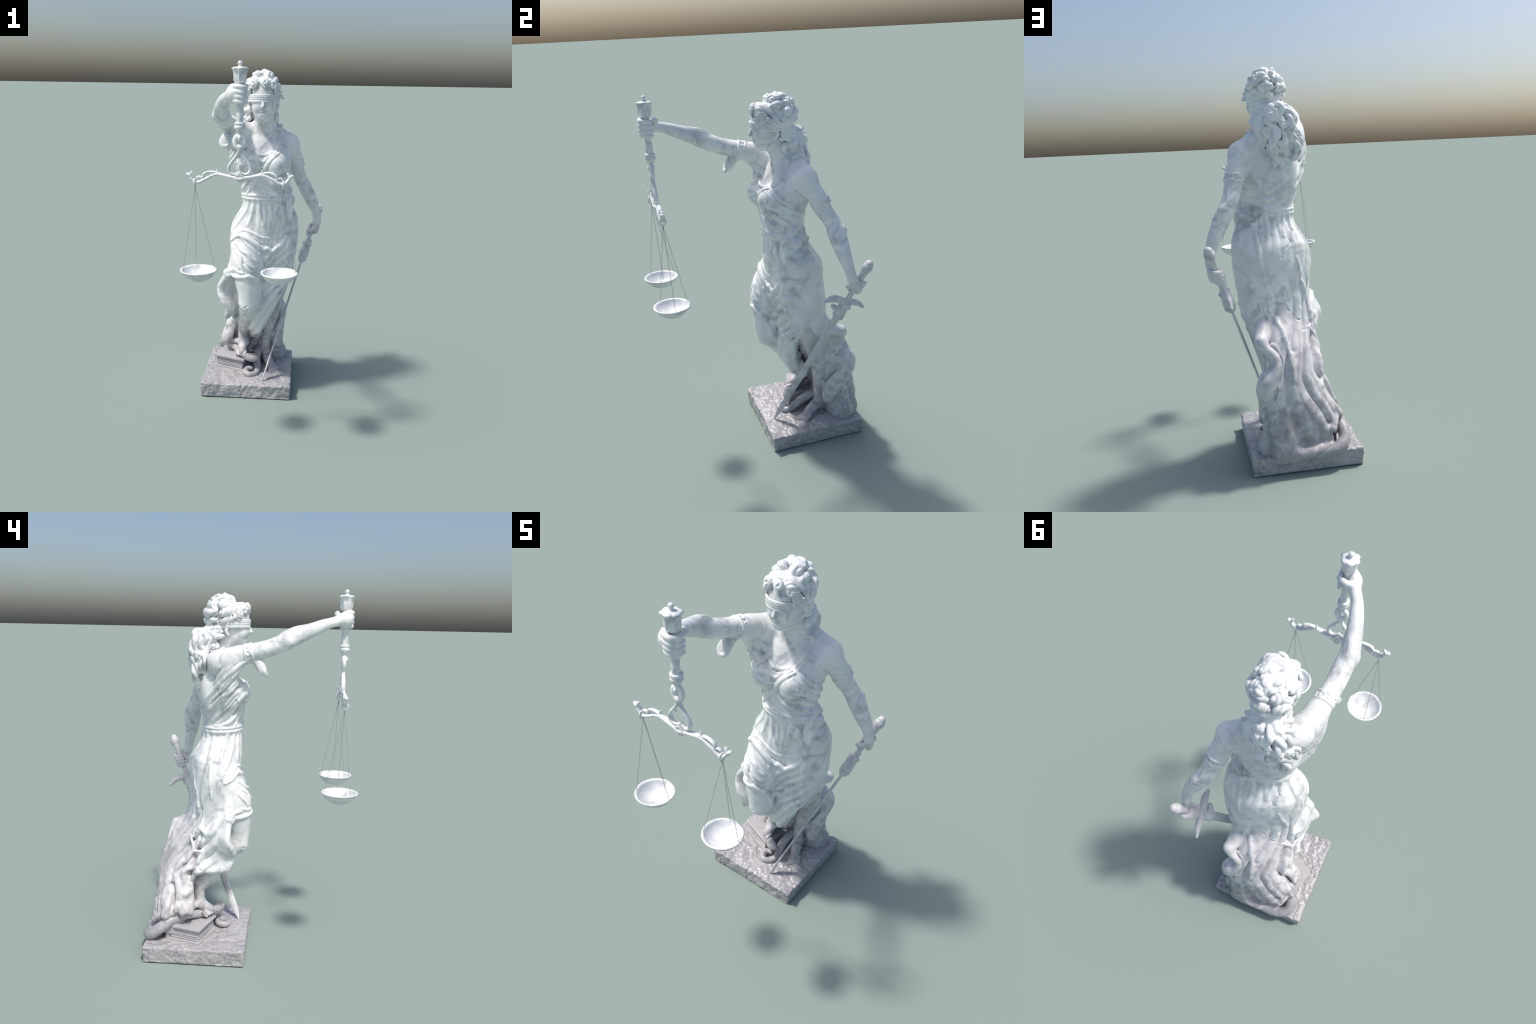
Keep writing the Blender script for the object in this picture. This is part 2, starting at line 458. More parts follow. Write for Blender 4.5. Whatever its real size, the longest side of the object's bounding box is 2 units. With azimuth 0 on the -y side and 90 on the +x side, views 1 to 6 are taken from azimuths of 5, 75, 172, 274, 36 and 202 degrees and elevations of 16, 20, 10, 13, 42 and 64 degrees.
# ---- head
B.ellip((-.003, .135, 1.850), (.076, .100, .096), 'head', 0.02)
B.ellip((.002, .097, 1.775), (.069, .074, .080), 'head', 0.03)
B.ellip((.004, .062, 1.720), (.030, .026, .023), 'head', 0.025)
B.ellip((.003, .062, 1.795), (.057, .042, .048), 'head', 0.02)
B.ellip((.000, .078, 1.852), (.062, .058, .050), 'head', 0.02)
for sx in (-1, 1):
    B.ball((.004 + sx * .009, .024, 1.776), .0075, 'head', 0.005)
    B.ellip((.003 + sx * .030, .060, 1.772), (.026, .026, .024), 'head', .015)
    B.tube([(.003 + sx * .017, .030, 1.795, .004), (.003 + sx * .020, .033, 1.780, .003)], cut=True, k=.010)
B.tube([(.002, .028, 1.818, .0075), (.003, .016, 1.795, .0085), (.004, .009, 1.779, .0100)], 'head', 0.006)
B.ellip((.003, .030, 1.747), (.020, .009, .0050), 'head', 0.004)
B.ellip((.003, .032, 1.735), (.017, .009, .0055), 'head', 0.004)
B.tube([(-.013, .024, 1.7405, .002), (.003, .0205, 1.7415, .002), (.019, .025, 1.7405, .002)], cut=True, k=0.003)
B.tube([(-.008, .030, 1.725, .003), (.003, .028, 1.725, .003), (.014, .030, 1.725, .003)], cut=True, k=0.006)
# ---- thigh, knee and shin in front
B.tube([(-.088, .135, .98, .10), (-.082, .092, .88, .098), (-.077, .070, .78, .083), (-.070, .058, .70, .069), (-.068, .060, .615, .060)], 'leg', 0.03)
B.tube([(-.068, .068, .615, .058), (-.085, .165, .500, .055), (-.105, .235, .410, .048), (-.122, .268, .35, .034), (-.126, .268, .275, .029)], 'leg', 0.02)
B.tube([(-.126, .268, .262, .032), (-.125, .240, .238, .029), (-.122, .205, .222, .022)], 'foot', 0.012)
for i in range(5):
    x0 = -.100 - .016 * i
    B.tube([(x0 - .002, .215 + .006 * i, .222 - .002 * i, .0105), (x0, .186 + .011 * i, .214 - .003 * i, .0105 if i else .013), (x0 + .001, .174 + .012 * i, .206 - .003 * i, .009 if i else .012)], 'foot', 0.004)
# ---- standing leg
B.tube([(.10, .18, .98, .10), (.10, .195, .88, .095), (.105, .215, .80, .08)], 'skirt', 0.03)
B.tube([(.105, .225, .76, .070), (.098, .252, .67, .060), (.078, .285, .57, .050), (.056, .318, .47, .046), (.038, .334, .37, .039), (.024, .337, .27, .031), (.019, .337, .21, .029), (.020, .345, .150, .033)], 'leg#l', 0.012)
B.tube([(.019, .350, .130, .034), (.030, .315, .140, .032), (.048, .276, .124, .031), (.064, .246, .112, .026)], 'foot#l', 0.015)
for i in range(5):
    q = i / 4
    a = V(.060 + .046 * q, .206 + .026 * q, .102)
    B.tube([(*(a + V(-.008 - .006 * q, .028, .008)), .0105), (*a, .0098 if i else .0125), (*(a + V(.006, -.020 + .004 * i, -.009)), .0082 if i else .0105)], 'foot#l', 0.003)
# ---- train at the back
B.loft([(.92, 0.0, .18, .08, .08), (.84, 0.0, .195, .115, .11), (.74, 0.0, .230, .14, .132), (.66, 0.0, .29, .120, .138), (.58, -.01, .335, .115, .130), (.50, -.02, .375, .120, .120), (.42, -.02, .410, .130, .110),
        (.34, -.02, .425, .140, .105), (.24, -.03, .440, .150, .103), (.15, -.03, .448, .160, .103), (.07, -.03, .45, .165, .108)], 'train', 0.02, shear=[(.92, .2), (.74, .25), (.07, .2)])
B.loft([(.86, -.03, .19, .05, .06), (.79, -.032, .215, .08, .085), (.72, -.035, .24, .095, .10), (.66, -.045, .275, .095, .095), (.58, -.068, .312, .095, .093), (.50, -.088, .352, .094, .088), (.42, -.106, .386, .090, .084),
        (.34, -.128, .408, .092, .084), (.26, -.146, .420, .096, .085), (.20, -.155, .430, .098, .085), (.13, -.155, .440, .10, .085)], 'train', 0.04, shear=[(.72, .2), (.13, .1)])
# cloth falling between the legs
B.tube([(.10, .185, .76, .06), (.045, .160, .63, .060), (-.005, .165, .51, .056), (-.032, .205, .42, .050), (-.038, .250, .345, .036)], 'skirt', 0.015)
# rolled fold at the right rear
B.tube([(.080, .33, .72, .045), (.100, .395, .672, .040), (.108, .440, .652, .032)], 'train#roll', 0.02)
B.tube([(.118, .452, .655, .020), (.098, .462, .625, .022), (.062, .468, .590, .022), (.045, .480, .545, .022), (.062, .500, .495, .026), (.095, .510, .455, .028), (.115, .495, .420, .024)], 'train#roll', .028)
B.tube([(.088, .475, .47, .045), (.096, .482, .42, .055), (.090, .448, .35, .050), (.090, .385, .26, .045), (.105, .365, .215, .03)], 'train#roll', 0.02)
B.ellip((.075, .455, .11), (.072, .075, .07), 'train', 0.03)
B.ellip((-.08, .455, .22), (.13, .07, .16), 'train', .04)
B.ellip((-.145, .21, .63), (.055, .07, .13), 'skirt', .03)
# flying hem at her right
B.wall([(-.145, .11, .90, .03), (-.178, .105, .81, .024), (-.230, .098, .735, .014), (-.249, .094, .680, .012), (-.232, .076, .628, .012), (-.200, .072, .585, .012), (-.190, .082, .545, .012), (-.206, .100, .503, .011)],
       [(-.100, .19, .86, .03), (-.108, .22, .79, .03), (-.112, .255, .72, .026), (-.116, .285, .66, .022), (-.126, .30, .61, .022), (-.142, .30, .57, .020), (-.165, .297, .525, .018), (-.186, .29, .480, .013)], 'train', 0.020)
# flutes of the hem flaring out beside the book
for q in ([(-.165, .315, .45, .012), (-.195, .305, .38, .013), (-.215, .298, .32, .013), (-.245, .302, .262, .014)], [(-.175, .345, .44, .012), (-.205, .338, .37, .013), (-.228, .338, .31, .013), (-.260, .342, .255, .015)],
          [(-.18, .38, .44, .012), (-.212, .376, .37, .013), (-.238, .378, .31, .014), (-.268, .388, .25, .016)], [(-.175, .42, .42, .012), (-.21, .418, .35, .014), (-.24, .422, .29, .015), (-.268, .435, .235, .016)]):
    B.tube(q, 'train', .014)
# cloth hollow between the thighs
B.tube([(.015, .15, .90, .085), (.015, .165, .78, .08), (.005, .19, .66, .07)], 'skirt', .03)

# ---- folds of the cloth: raised ridges laid along the body ------------------
def near_surface(lo, hi, names=None):
    """Grid points of the figure within reach of a relief, as flat indices and coordinates."""
    sl, X, Y, Z = B.win(lo, hi, 0)
    m = np.abs(B.d[sl]) < .045
    if names is not None: m &= np.isin(B.lab[sl], [B.label(q) for q in names])
    i, j, k = np.nonzero(m)
    return (i + sl[0].start, j + sl[1].start, k + sl[2].start), X[i, 0, 0], Y[0, j, 0], Z[0, 0, k]
def pleat(lo, hi, phase, amp, sharp=1.0, noisy=1.0):
    """Press regular cloth folds into the surface: round backs, narrow valleys."""
    idx, x, y, z = near_surface(lo, hi, ('train', 'skirt', 'bodice'))
    def fade(v, a, b):
        t = np.clip(np.minimum(v - a, b - v) / .035, 0, 1); return t * t * (3 - 2 * t)
    m = fade(x, lo[0], hi[0]) * fade(y, lo[1], hi[1]) * fade(z, lo[2], hi[2])
    wob = (lattice_noise(40, x * 11, y * 11, z * 7) * 1.1 + lattice_noise(41, x * 25, y * 25, z * 14) * .5) * noisy
    depth = .75 + .5 * noisy * lattice_noise(42, x * 9, y * 9, z * 6)
    f = np.abs(np.sin(.5 * (phase(x, y, z) + wob))) ** sharp * 1.5 - .85
    a = amp(x, y, z) if callable(amp) else amp
    B.d[idx] -= (m * a * depth * f).astype(np.float32)
T2 = 2 * math.pi
ramp01 = lambda v, a, b: np.clip((v - a) / (b - a), 0, 1)
flow = lambda x, y, z: np.arctan2((x + .03 - .055 * np.sin(8 * (z - .18))) * .16 / (.115 + .30 * np.abs(z - .47)), y - .20)
pleat((-.33, .22, .03), (.22, .62, 1.02), lambda x, y, z: 15 * flow(x, y, z) + 1.5 * np.sin(7 * z), lambda x, y, z: .021 * ramp01(-z, -1.0, -.58), .7, .7)
pleat((-.33, .24, .03), (.22, .62, .80), lambda x, y, z: 31 * flow(x, y, z) + 2.5 * np.sin(6 * z), lambda x, y, z: .007 * ramp01(-z, -.80, -.60), 1.0, 1.2)
pleat((-.33, .145, .45), (-.07, .42, 1.20), lambda x, y, z: T2 * (y + .15 * z - .75 * (1.1 - z) * np.abs(1.1 - z)) / .078, lambda x, y, z: .016 * ramp01(-z, -1.2, -.9), .8, .5)
pleat((-.26, -.02, 1.27), (-.05, .21, 1.62), lambda x, y, z: T2 * (y + .95 * z) / .055, .010)
pleat((.03, -.05, 1.27), (.22, .27, 1.44), lambda x, y, z: T2 * (z + .62 * y) / .050, .009)
pleat((-.14, .17, 1.27), (.18, .32, 1.44), lambda x, y, z: T2 * (z - .7 * np.abs(x - .02) + .5 * y) / .055, .0065, 1.0, 2.2)
pleat((-.26, .0, 1.0), (.26, .40, 1.27), lambda x, y, z: 21 * np.arctan2(x - .02, y - .17), lambda x, y, z: .0042 * ramp01(z, 1.02, 1.2) * ramp01(x, -.17, -.09), 1.0, 1.8)
pleat((.0, .0, .62), (.24, .26, .99), lambda x, y, z: T2 * (z - 1.0 * x) / .060, .012)
pleat((-.22, -.06, .79), (.02, .12, 1.03), lambda x, y, z: T2 * (z + .75 * x) / .042, .008)
pleat((-.08, .05, .33), (.22, .32, .70), lambda x, y, z: T2 * (.6 * z - 1.0 * x) / .07, .015)
# overall unevenness of carved cloth
idx, x, y, z = near_surface((-.30, -.05, .10), (.24, .60, 1.30), ('train', 'skirt'))
B.d[idx] -= (.0018 * fbm(51, x, y, z, 17, 2)).astype(np.float32)
BASE = B.d.copy()
def at_grid(p):
    q = (np.asarray(p) - B.lo) / B.h
    i = np.clip(np.floor(q).astype(int), 1, B.n - 3); f = np.clip(q - i, 0, 1)
    def val(j):
        r = 0
        for o in np.ndindex(2, 2, 2):
            w = np.prod(np.where(np.array(o), f, 1 - f), axis=1)
            r = r + w * BASE[j[:, 0] + o[0], j[:, 1] + o[1], j[:, 2] + o[2]]
        return r
    g = np.stack([val(i + e) - val(i - e) for e in np.eye(3, dtype=int)], 1) / (2 * B.h)
    return val(i), g
def snap(P):
    """Lay control points onto the modelled body surface."""
    P = np.array(P, float)
    for _ in range(8):
        d, g = at_grid(P)
        P = P - (np.clip(d, -.02, .02) / np.maximum((g * g).sum(1), .25))[:, None] * g
    return P
def fold(pts, name, r=.010, k=.008, sink=.15, even=False, valley=.42):
    P = snap(spline(pts, 5)); n = len(P); t = np.linspace(0, 1, n)
    rr = np.full(n, r) if even else r * (.40 + .60 * np.sin(math.pi * np.clip(t * .92 + .04, 0, 1)))
    out = at_grid(P)[1]; out /= np.maximum(np.linalg.norm(out, axis=1), 1e-6)[:, None]
    if valley > 0:                                  # undercut beside the ridge
        T = np.gradient(P, axis=0); side = np.cross(out, T); side /= np.maximum(np.linalg.norm(side, axis=1), 1e-9)[:, None]
        for sg in (-1, 1):
            Q = P + side * (sg * 1.25 * rr)[:, None] + out * (.1 * rr)[:, None]
            B.tube(np.hstack([Q, (valley * rr * np.sin(math.pi * np.clip(t, .06, .94)))[:, None]]), cut=True, k=.006, n=1)
    B.tube(np.hstack([P - out * (sink * rr)[:, None], rr[:, None]]), name, k, n=1)
def crease(pts, r=.005, k=.008):
    P = spline(pts, 5); n = len(P); t = np.linspace(0, 1, n)
    rr = r * (.35 + .65 * np.sin(math.pi * t))
    B.tube(np.hstack([P, rr[:, None]]), cut=True, k=k, n=1)
# bodice
fold([(-.075, .085, 1.545), (-.054, .066, 1.524), (-.020, .058, 1.507), (.019, .062, 1.513), (.055, .072, 1.530)], 'bodice', .010)
fold([(-.075, .040, 1.505), (-.042, .034, 1.487), (-.011, .043, 1.469), (.022, .040, 1.479), (.050, .053, 1.506)], 'bodice', .009)
fold([(-.10, .02, 1.48), (-.06, .012, 1.455), (-.01, .035, 1.44), (.03, .04, 1.455)], 'bodice', .007)
strap = [(.118, .130, 1.598), (.100, .098, 1.565), (.082, .080, 1.541), (.058, .045, 1.497), (.005, .045, 1.419), (-.055, .053, 1.348), (-.10, .075, 1.30)]
fold(strap, 'bodice', .009, .006, .1, True)
fold([(x + .016, y + .004, z - .004) for x, y, z in strap], 'bodice', .008, .006, .1, True)
fold([(-.075, .055, 1.345), (-.05, .05, 1.325), (.001, .045, 1.305), (.062, .050, 1.285), (.122, .077, 1.277), (.158, .136, 1.278)], 'bodice', .010, .008)
fold([(.0, .045, 1.395), (.036, .043, 1.365), (.072, .053, 1.342), (.112, .077, 1.327), (.145, .12, 1.32)], 'bodice', .012)
fold([(-.03, .05, 1.35), (.03, .048, 1.325), (.08, .055, 1.305), (.13, .09, 1.298)], 'bodice', .008)
fold([(.078, .075, 1.530), (.121, .085, 1.495), (.147, .132, 1.450), (.150, .185, 1.425)], 'bodice', .011)
fold([(.098, .05, 1.50), (.133, .075, 1.460), (.149, .130, 1.420), (.145, .19, 1.395), (.11, .24, 1.375)], 'bodice', .009)
fold([(.120, .045, 1.455), (.136, .085, 1.410), (.142, .14, 1.375), (.135, .20, 1.355)], 'bodice', .009)
fold([(.10, .04, 1.42), (.131, .10, 1.372), (.144, .155, 1.330)], 'bodice', .008)
fold([(-.200, .005, 1.640), (-.212, .070, 1.594), (-.195, .135, 1.533), (-.150, .215, 1.450), (-.125, .240, 1.415)], 'bodice', .013)
fold([(-.19, .02, 1.60), (-.20, .08, 1.55), (-.185, .13, 1.495), (-.15, .19, 1.43)], 'bodice', .008)
fold([(-.15, .04, 1.53), (-.178, .101, 1.480), (-.156, .172, 1.416), (-.10, .24, 1.345)], 'bodice', .011)
fold([(-.125, .045, 1.47), (-.146, .09, 1.42), (-.140, .15, 1.36), (-.12, .20, 1.31)], 'bodice', .010)
fold([(-.135, .060, 1.470), (-.122, .060, 1.414), (-.118, .095, 1.344), (-.12, .12, 1.29)], 'bodice', .008)
fold([(-.06, .045, 1.385), (-.098, .078, 1.335), (-.117, .122, 1.300), (-.115, .18, 1.283)], 'bodice', .010)
# belt
for z, dr in ((1.273, .005), (1.254, .003)):
    B.tube([(.018 + (.134 + dr) * math.sin(a), .157 - (.103 + dr) * math.cos(a), z + .004 * math.cos(a - .6), .0085) for a in np.linspace(0, 2 * math.pi, 40)], 'belt', 0.004, n=1)
# knot of cloth at the left hip
B.ellip((.150, .165, 1.295), (.026, .035, .026), 'belt', .008, rot=(20, 0, 0))
B.ellip((.165, .180, 1.232), (.026, .034, .034), 'belt', .008, rot=(-25, 0, 0))
B.tube([(.160, .15, 1.262, .02), (.172, .125, 1.235, .022), (.176, .115, 1.195, .012)], 'belt', .008, flat=((1, 0, 0), 1.8))
B.tube([(.150, .19, 1.262, .02), (.140, .225, 1.25, .018), (.120, .255, 1.235, .014)], 'belt', .008)
# gathers under the belt
for q, r in (([(-.078, .075, 1.249), (-.090, .087, 1.185), (-.129, .100, 1.120), (-.165, .117, 1.060)], .010), ([(-.050, .063, 1.244), (-.057, .065, 1.168), (-.079, .063, 1.099)], .010),
             ([(-.020, .053, 1.247), (-.011, .053, 1.180), (.013, .049, 1.105)], .009), ([(-.106, .12, 1.236), (-.130, .134, 1.165), (-.162, .146, 1.101), (-.18, .15, 1.03)], .009),
             ([(.176, .145, 1.199), (.176, .105, 1.123), (.168, .092, 1.055), (.168, .09, .98)], .010), ([(.087, .254, 1.256), (.098, .268, 1.200), (.093, .306, 1.135), (.087, .333, 1.09), (.084, .343, 1.020), (.065, .349, .939)], .010),
             ([(.049, .260, 1.262), (.032, .269, 1.222), (.026, .294, 1.167)], .010), ([(-.029, .257, 1.256), (-.005, .271, 1.207), (.014, .297, 1.160)], .010), ([(-.085, .232, 1.256), (-.095, .232, 1.215), (-.095, .255, 1.168), (-.09, .285, 1.12)], .011),
             ([(-.055, .25, 1.255), (-.052, .263, 1.20), (-.045, .292, 1.14)], .009), ([(.125, .22, 1.25), (.150, .232, 1.19), (.160, .26, 1.12), (.16, .28, 1.04)], .009), ([(-.112, .19, 1.25), (-.138, .20, 1.17), (-.165, .21, 1.09)], .009),
             ([(.04, .056, 1.24), (.06, .058, 1.17), (.08, .058, 1.09)], .007), ([(-.150, .19, 1.13), (-.185, .20, 1.0), (-.186, .195, .90)], .008), ([(-.11, .30, 1.03), (-.13, .29, .93), (-.15, .27, .84)], .008)):
    fold(q, 'skirt', r, .014, .25)
# apron edge swinging across the hips, and the pulls over the thigh
fold([(-.185, .12, .985), (-.172, .084, 1.004), (-.131, .061, 1.032), (-.083, .043, 1.022), (-.037, .041, .994), (.007, .050, .964), (.060, .055, .952), (.112, .063, .970), (.155, .083, 1.023), (.172, .098, 1.083)], 'skirt', .014, .010, .1)
fold([(-.16, .06, 1.055), (-.11, .05, 1.072), (-.05, .047, 1.055), (.0, .05, 1.03), (.06, .055, 1.02)], 'skirt', .007)
fold([(-.114, .046, 1.023), (-.082, .028, .992), (-.036, .026, .955), (-.006, .034, .910), (.0, .05, .86)], 'skirt', .011)
fold([(-.15, .045, .99), (-.11, .012, .955), (-.072, .006, .935), (-.049, .003, .910), (-.014, .018, .885)], 'skirt', .012)
fold([(-.145, .030, .945), (-.116, .002, .917), (-.107, -.008, .865), (-.09, -.012, .82)], 'skirt', .011)
fold([(-.165, .05, .92), (-.135, .01, .87), (-.115, -.005, .82)], 'skirt', .010)
fold([(-.085, -.004, .90), (-.06, -.006, .87), (-.025, .01, .84)], 'skirt', .011)
fold([(-.09, -.010, .87), (-.06, -.012, .84), (-.02, .008, .805)], 'skirt', .009)
hem = [(-.205, .10, .775), (-.176, .055, .783), (-.122, -.002, .795), (-.085, -.014, .80), (-.066, -.014, .805), (-.031, -.002, .790), (-.004, .035, .755), (.004, .06, .69), (.0, .085, .63), (-.012, .115, .585)]
fold(hem, 'skirt', .013, .010, .1, True)
fold([(-.16, .03, .84), (-.12, -.004, .825), (-.08, -.014, .822)], 'skirt', .009)
for q, r in (([(.170, .123, 1.204), (.181, .106, 1.114), (.170, .088, .990), (.158, .090, .898), (.155, .108, .833), (.15, .13, .77)], .009), ([(-.012, .045, .93), (.010, .06, .83), (.004, .075, .74), (-.012, .10, .65), (-.02, .14, .57)], .012),
             ([(.192, .225, .799), (.183, .181, .765), (.150, .13, .725), (.10, .12, .68), (.05, .12, .62)], .014), ([(.192, .225, .799), (.165, .289, .740), (.125, .353, .715)], .012),
             ([(.185, .205, .768), (.160, .179, .660), (.120, .181, .56), (.07, .19, .48), (.02, .21, .39)], .014)):
    fold(q, 'skirt', r, .014, .2)
# train: the few large rolls
for q, r in (([(-.137, .315, .765), (-.108, .382, .678), (-.088, .440, .582), (-.065, .497, .481), (-.032, .521, .402), (.018, .536, .298), (.05, .55, .20)], .015),
             ([(-.205, .267, .596), (-.212, .336, .560), (-.208, .402, .494), (-.208, .450, .407)], .016), ([(-.206, .274, .500), (-.218, .325, .480), (-.222, .355, .421), (-.236, .358, .351), (-.25, .345, .28)], .016), ([(-.200, .295, .42), (-.205, .305, .353), (-.21, .30, .286), (-.22, .30, .25)], .016),
             ([(-.158, .034, .826), (-.208, .104, .792), (-.228, .178, .750), (-.225, .25, .705), (-.19, .33, .63)], .014), ([(.05, .36, .78), (.01, .39, .71), (-.01, .43, .64), (-.03, .47, .56), (-.03, .50, .46)], .014)):
    fold(q, 'train', r, .016, .25, valley=0)
B.tube([(-.10, .272, .262, .018), (-.165, .300, .252, .020), (-.215, .345, .248, .021), (-.238, .40, .245, .022), (-.240, .46, .225, .022), (-.22, .505, .19, .022)], 'train', .02)
B.tube([(.05, .540, .10, .03), (-.05, .548, .10, .03), (-.14, .546, .10, .03), (-.20, .535, .105, .028)], 'train', .03)
# lower hem of the flying cloth, running back into the train
B.tube([(-.206, .10, .503, .013), (-.204, .14, .494, .013), (-.200, .18, .492, .013), (-.198, .235, .484, .013), (-.196, .275, .472, .013), (-.192, .30, .43, .012)], 'train', .012)
# ---- armbands and the hanging tie
def band(c, d, r, w, name, ell=1.0):
    d = np.array(d, float); d /= np.linalg.norm(d); c = np.array(c)
    u = np.cross(d, (0, 0, 1)); u /= np.linalg.norm(u); v = np.cross(u, d)
    for off, rr in ((-w, .0045), (w, .0045)):
        B.tube([(*(c + d * off + u * r * math.cos(a) + v * r * ell * math.sin(a)), rr) for a in np.linspace(0, 2 * math.pi, 28)], name, .004, n=1)
    for i in range(7):
        a0 = i * 2 * math.pi / 7
        B.tube([(*(c + d * w * .55 * math.cos(b) + u * r * math.cos(a0 + .28 * math.sin(b)) + v * r * ell * math.sin(a0 + .28 * math.sin(b))), .0036) for b in np.linspace(0, 2 * math.pi, 10)], name, .003, n=1)
band((-.173, -.002, 1.676), (-.1, -.95, .2), .0475, .017, 'armband')
band((.186, .311, 1.437), (.25, .35, -.9), .0485, .016, 'armband')
B.tube([(-.165, -.005, 1.640, .016), (-.180, -.038, 1.634, .025), (-.190, -.062, 1.608, .031), (-.195, -.074, 1.585, .028)], 'sleeve_tie', .006, flat=((.3, 1, .5), 2.0))
B.tube([(-.210, -.074, 1.610, .012), (-.213, -.082, 1.585, .013), (-.198, -.088, 1.567, .013), (-.178, -.082, 1.575, .012), (-.170, -.064, 1.605, .012)], 'sleeve_tie', .005)
# ears of the head
for sx in (-1, 1):
    B.tube([(-.003 + sx * .080, .125, 1.800, .009), (-.003 + sx * .083, .132, 1.782, .010), (-.003 + sx * .076, .122, 1.762, .008)], 'head', .006)
# ---- cracks between the broken pieces
for q in ([(-.013, .362, .837), (-.033, .360, .819), (-.055, .362, .790), (-.064, .358, .773), (-.094, .363, .735), (-.120, .350, .722), (-.152, .335, .699), (-.185, .315, .695), (-.205, .29, .70)],
          [(-.088, .225, 1.215), (-.095, .241, 1.191), (-.085, .258, 1.175), (-.097, .262, 1.160), (-.073, .298, 1.135), (-.080, .310, 1.115), (-.074, .319, 1.106), (-.045, .344, 1.075), (-.025, .345, 1.04)],
          [(-.175, .20, 1.603), (-.160, .195, 1.541), (-.185, .165, 1.485), (-.166, .143, 1.411), (-.128, .138, 1.331), (-.122, .15, 1.27)],
          [(-.125, .02, .60), (-.10, .008, .585), (-.085, .005, .60), (-.07, .0, .615)]):
    BASE = B.d
    B.tube([(*p, .0046) for p in snap(q)], cut=True, k=.0005, n=1)

def broken(c, fl, names):
    """The train is a separate, paler block below the crack; its foot is patched with grey."""
    tr, sk = names.index('train'), names.index('skirt')
    x, y, z = c.T
    zc = np.interp(x, [-.25, -.15, -.09, -.03, 0, .05, .10, .2], [.69, .70, .735, .81, .82, .74, .66, .60])
    low = ((z < zc) & (y > .265)) | (z + .35 * lattice_noise(24, x * 12, y * 12, z * 5) * .3 + .04 * lattice_noise(25, x * 50, y * 50, z * 30) < .44)
    cloth = (fl == tr) | (fl == sk)
    fl = np.where(cloth & low, tr, fl); fl = np.where(cloth & ~low, sk, fl)
    jag = .10 * lattice_noise(21, x * 9, y * 9, z * 5) + .06 * lattice_noise(22, x * 24, y * 24, z * 12)
    names = names + ['leg#shin']
    return np.where((fl == names.index('leg')) & (z + .5 * jag < .45), len(names) - 1, fl), names
parts = emit(B, {'*': WHITE, 'train': PALE, 'foot': PALE, 'foot#l': PALE, 'leg#shin': PALE, 'train#roll': PALE, 'leg#l': PALE, 'hand#l': PALE}, broken, smooth=1)

# =====================================================================
#  HAIR
# =====================================================================
A = Field((-.21, -.02, 1.38), (.15, .37, 1.99), H_HAIR)
rng = np.random.default_rng(11)
A.ellip((-.005, .146, 1.855), (.080, .094, .082), 'hair', 0.02)
A.ellip((-.006, .162, 1.893), (.062, .062, .052), 'hair', 0.02)
def curl(c, axis, R, r, turns=1.3, lift=0.01, ph=None, sg=None, tail=None):
    """Spiral lock lying on the skull, optionally with a loose end."""
    c = np.array(c); ax = np.array(axis, float); ax /= np.linalg.norm(ax)
    u = np.cross(ax, (0, 0, 1) if abs(ax[2]) < .9 else (1, 0, 0)); u /= np.linalg.norm(u); w = np.cross(ax, u)
    ph = rng.uniform(0, 6.28) if ph is None else ph; sg = rng.choice([-1, 1]) if sg is None else sg
    pts = []
    for t in np.linspace(0, 1, 9):
        a = ph + sg * t * turns * 2 * math.pi; q = R * (1 - .62 * t)
        pts.append((*(c + u * q * math.cos(a) + w * q * math.sin(a) + ax * lift * t), r * (1 - .3 * t)))
    if tail is not None: pts = [(*tail, r * .35), (*(np.array(tail) * .5 + np.array(pts[0][:3]) * .5 + ax * .003), r * .8)] + pts
    A.tube(pts, 'hair', 0.003, n=4)
def tress(pts, r, wave=.012, turns=3.0, strands=3, ph=0.0, twist=2.4, blunt=.35):
    """Wavy lock made of strands wound about each other."""
    P = spline([(*p, 1.0) for p in pts], 12)[:, :3]; n = len(P)
    P[:, 1] -= .022 * np.clip((1.77 - P[:, 2]) / .05, 0, 1)
    T = np.gradient(P, axis=0); T /= np.linalg.norm(T, axis=1)[:, None]
    S = np.cross(T, (.1, 1, .05)); S /= np.linalg.norm(S, axis=1)[:, None]; U = np.cross(S, T)
    t = np.linspace(0, 1, n); env = np.minimum(1, 4 * t)
    P = P + S * (wave * env * np.sin(2 * math.pi * (turns * t) + ph))[:, None] + U * (.6 * wave * env * np.cos(2 * math.pi * turns * t + ph))[:, None]
    taper = r * np.clip(1.05 - (1.05 - blunt) * t ** 3, .2, 1) * np.minimum(1, .6 + 3 * t)
    for s in range(strands):
        a = 2 * math.pi * (s / strands + twist * t) + ph
        Q = P + (S * np.cos(a)[:, None] + U * np.sin(a)[:, None]) * (taper * .55)[:, None]
        A.tube(np.hstack([Q, (taper * .55)[:, None]]), 'hair', 0.002, n=1)
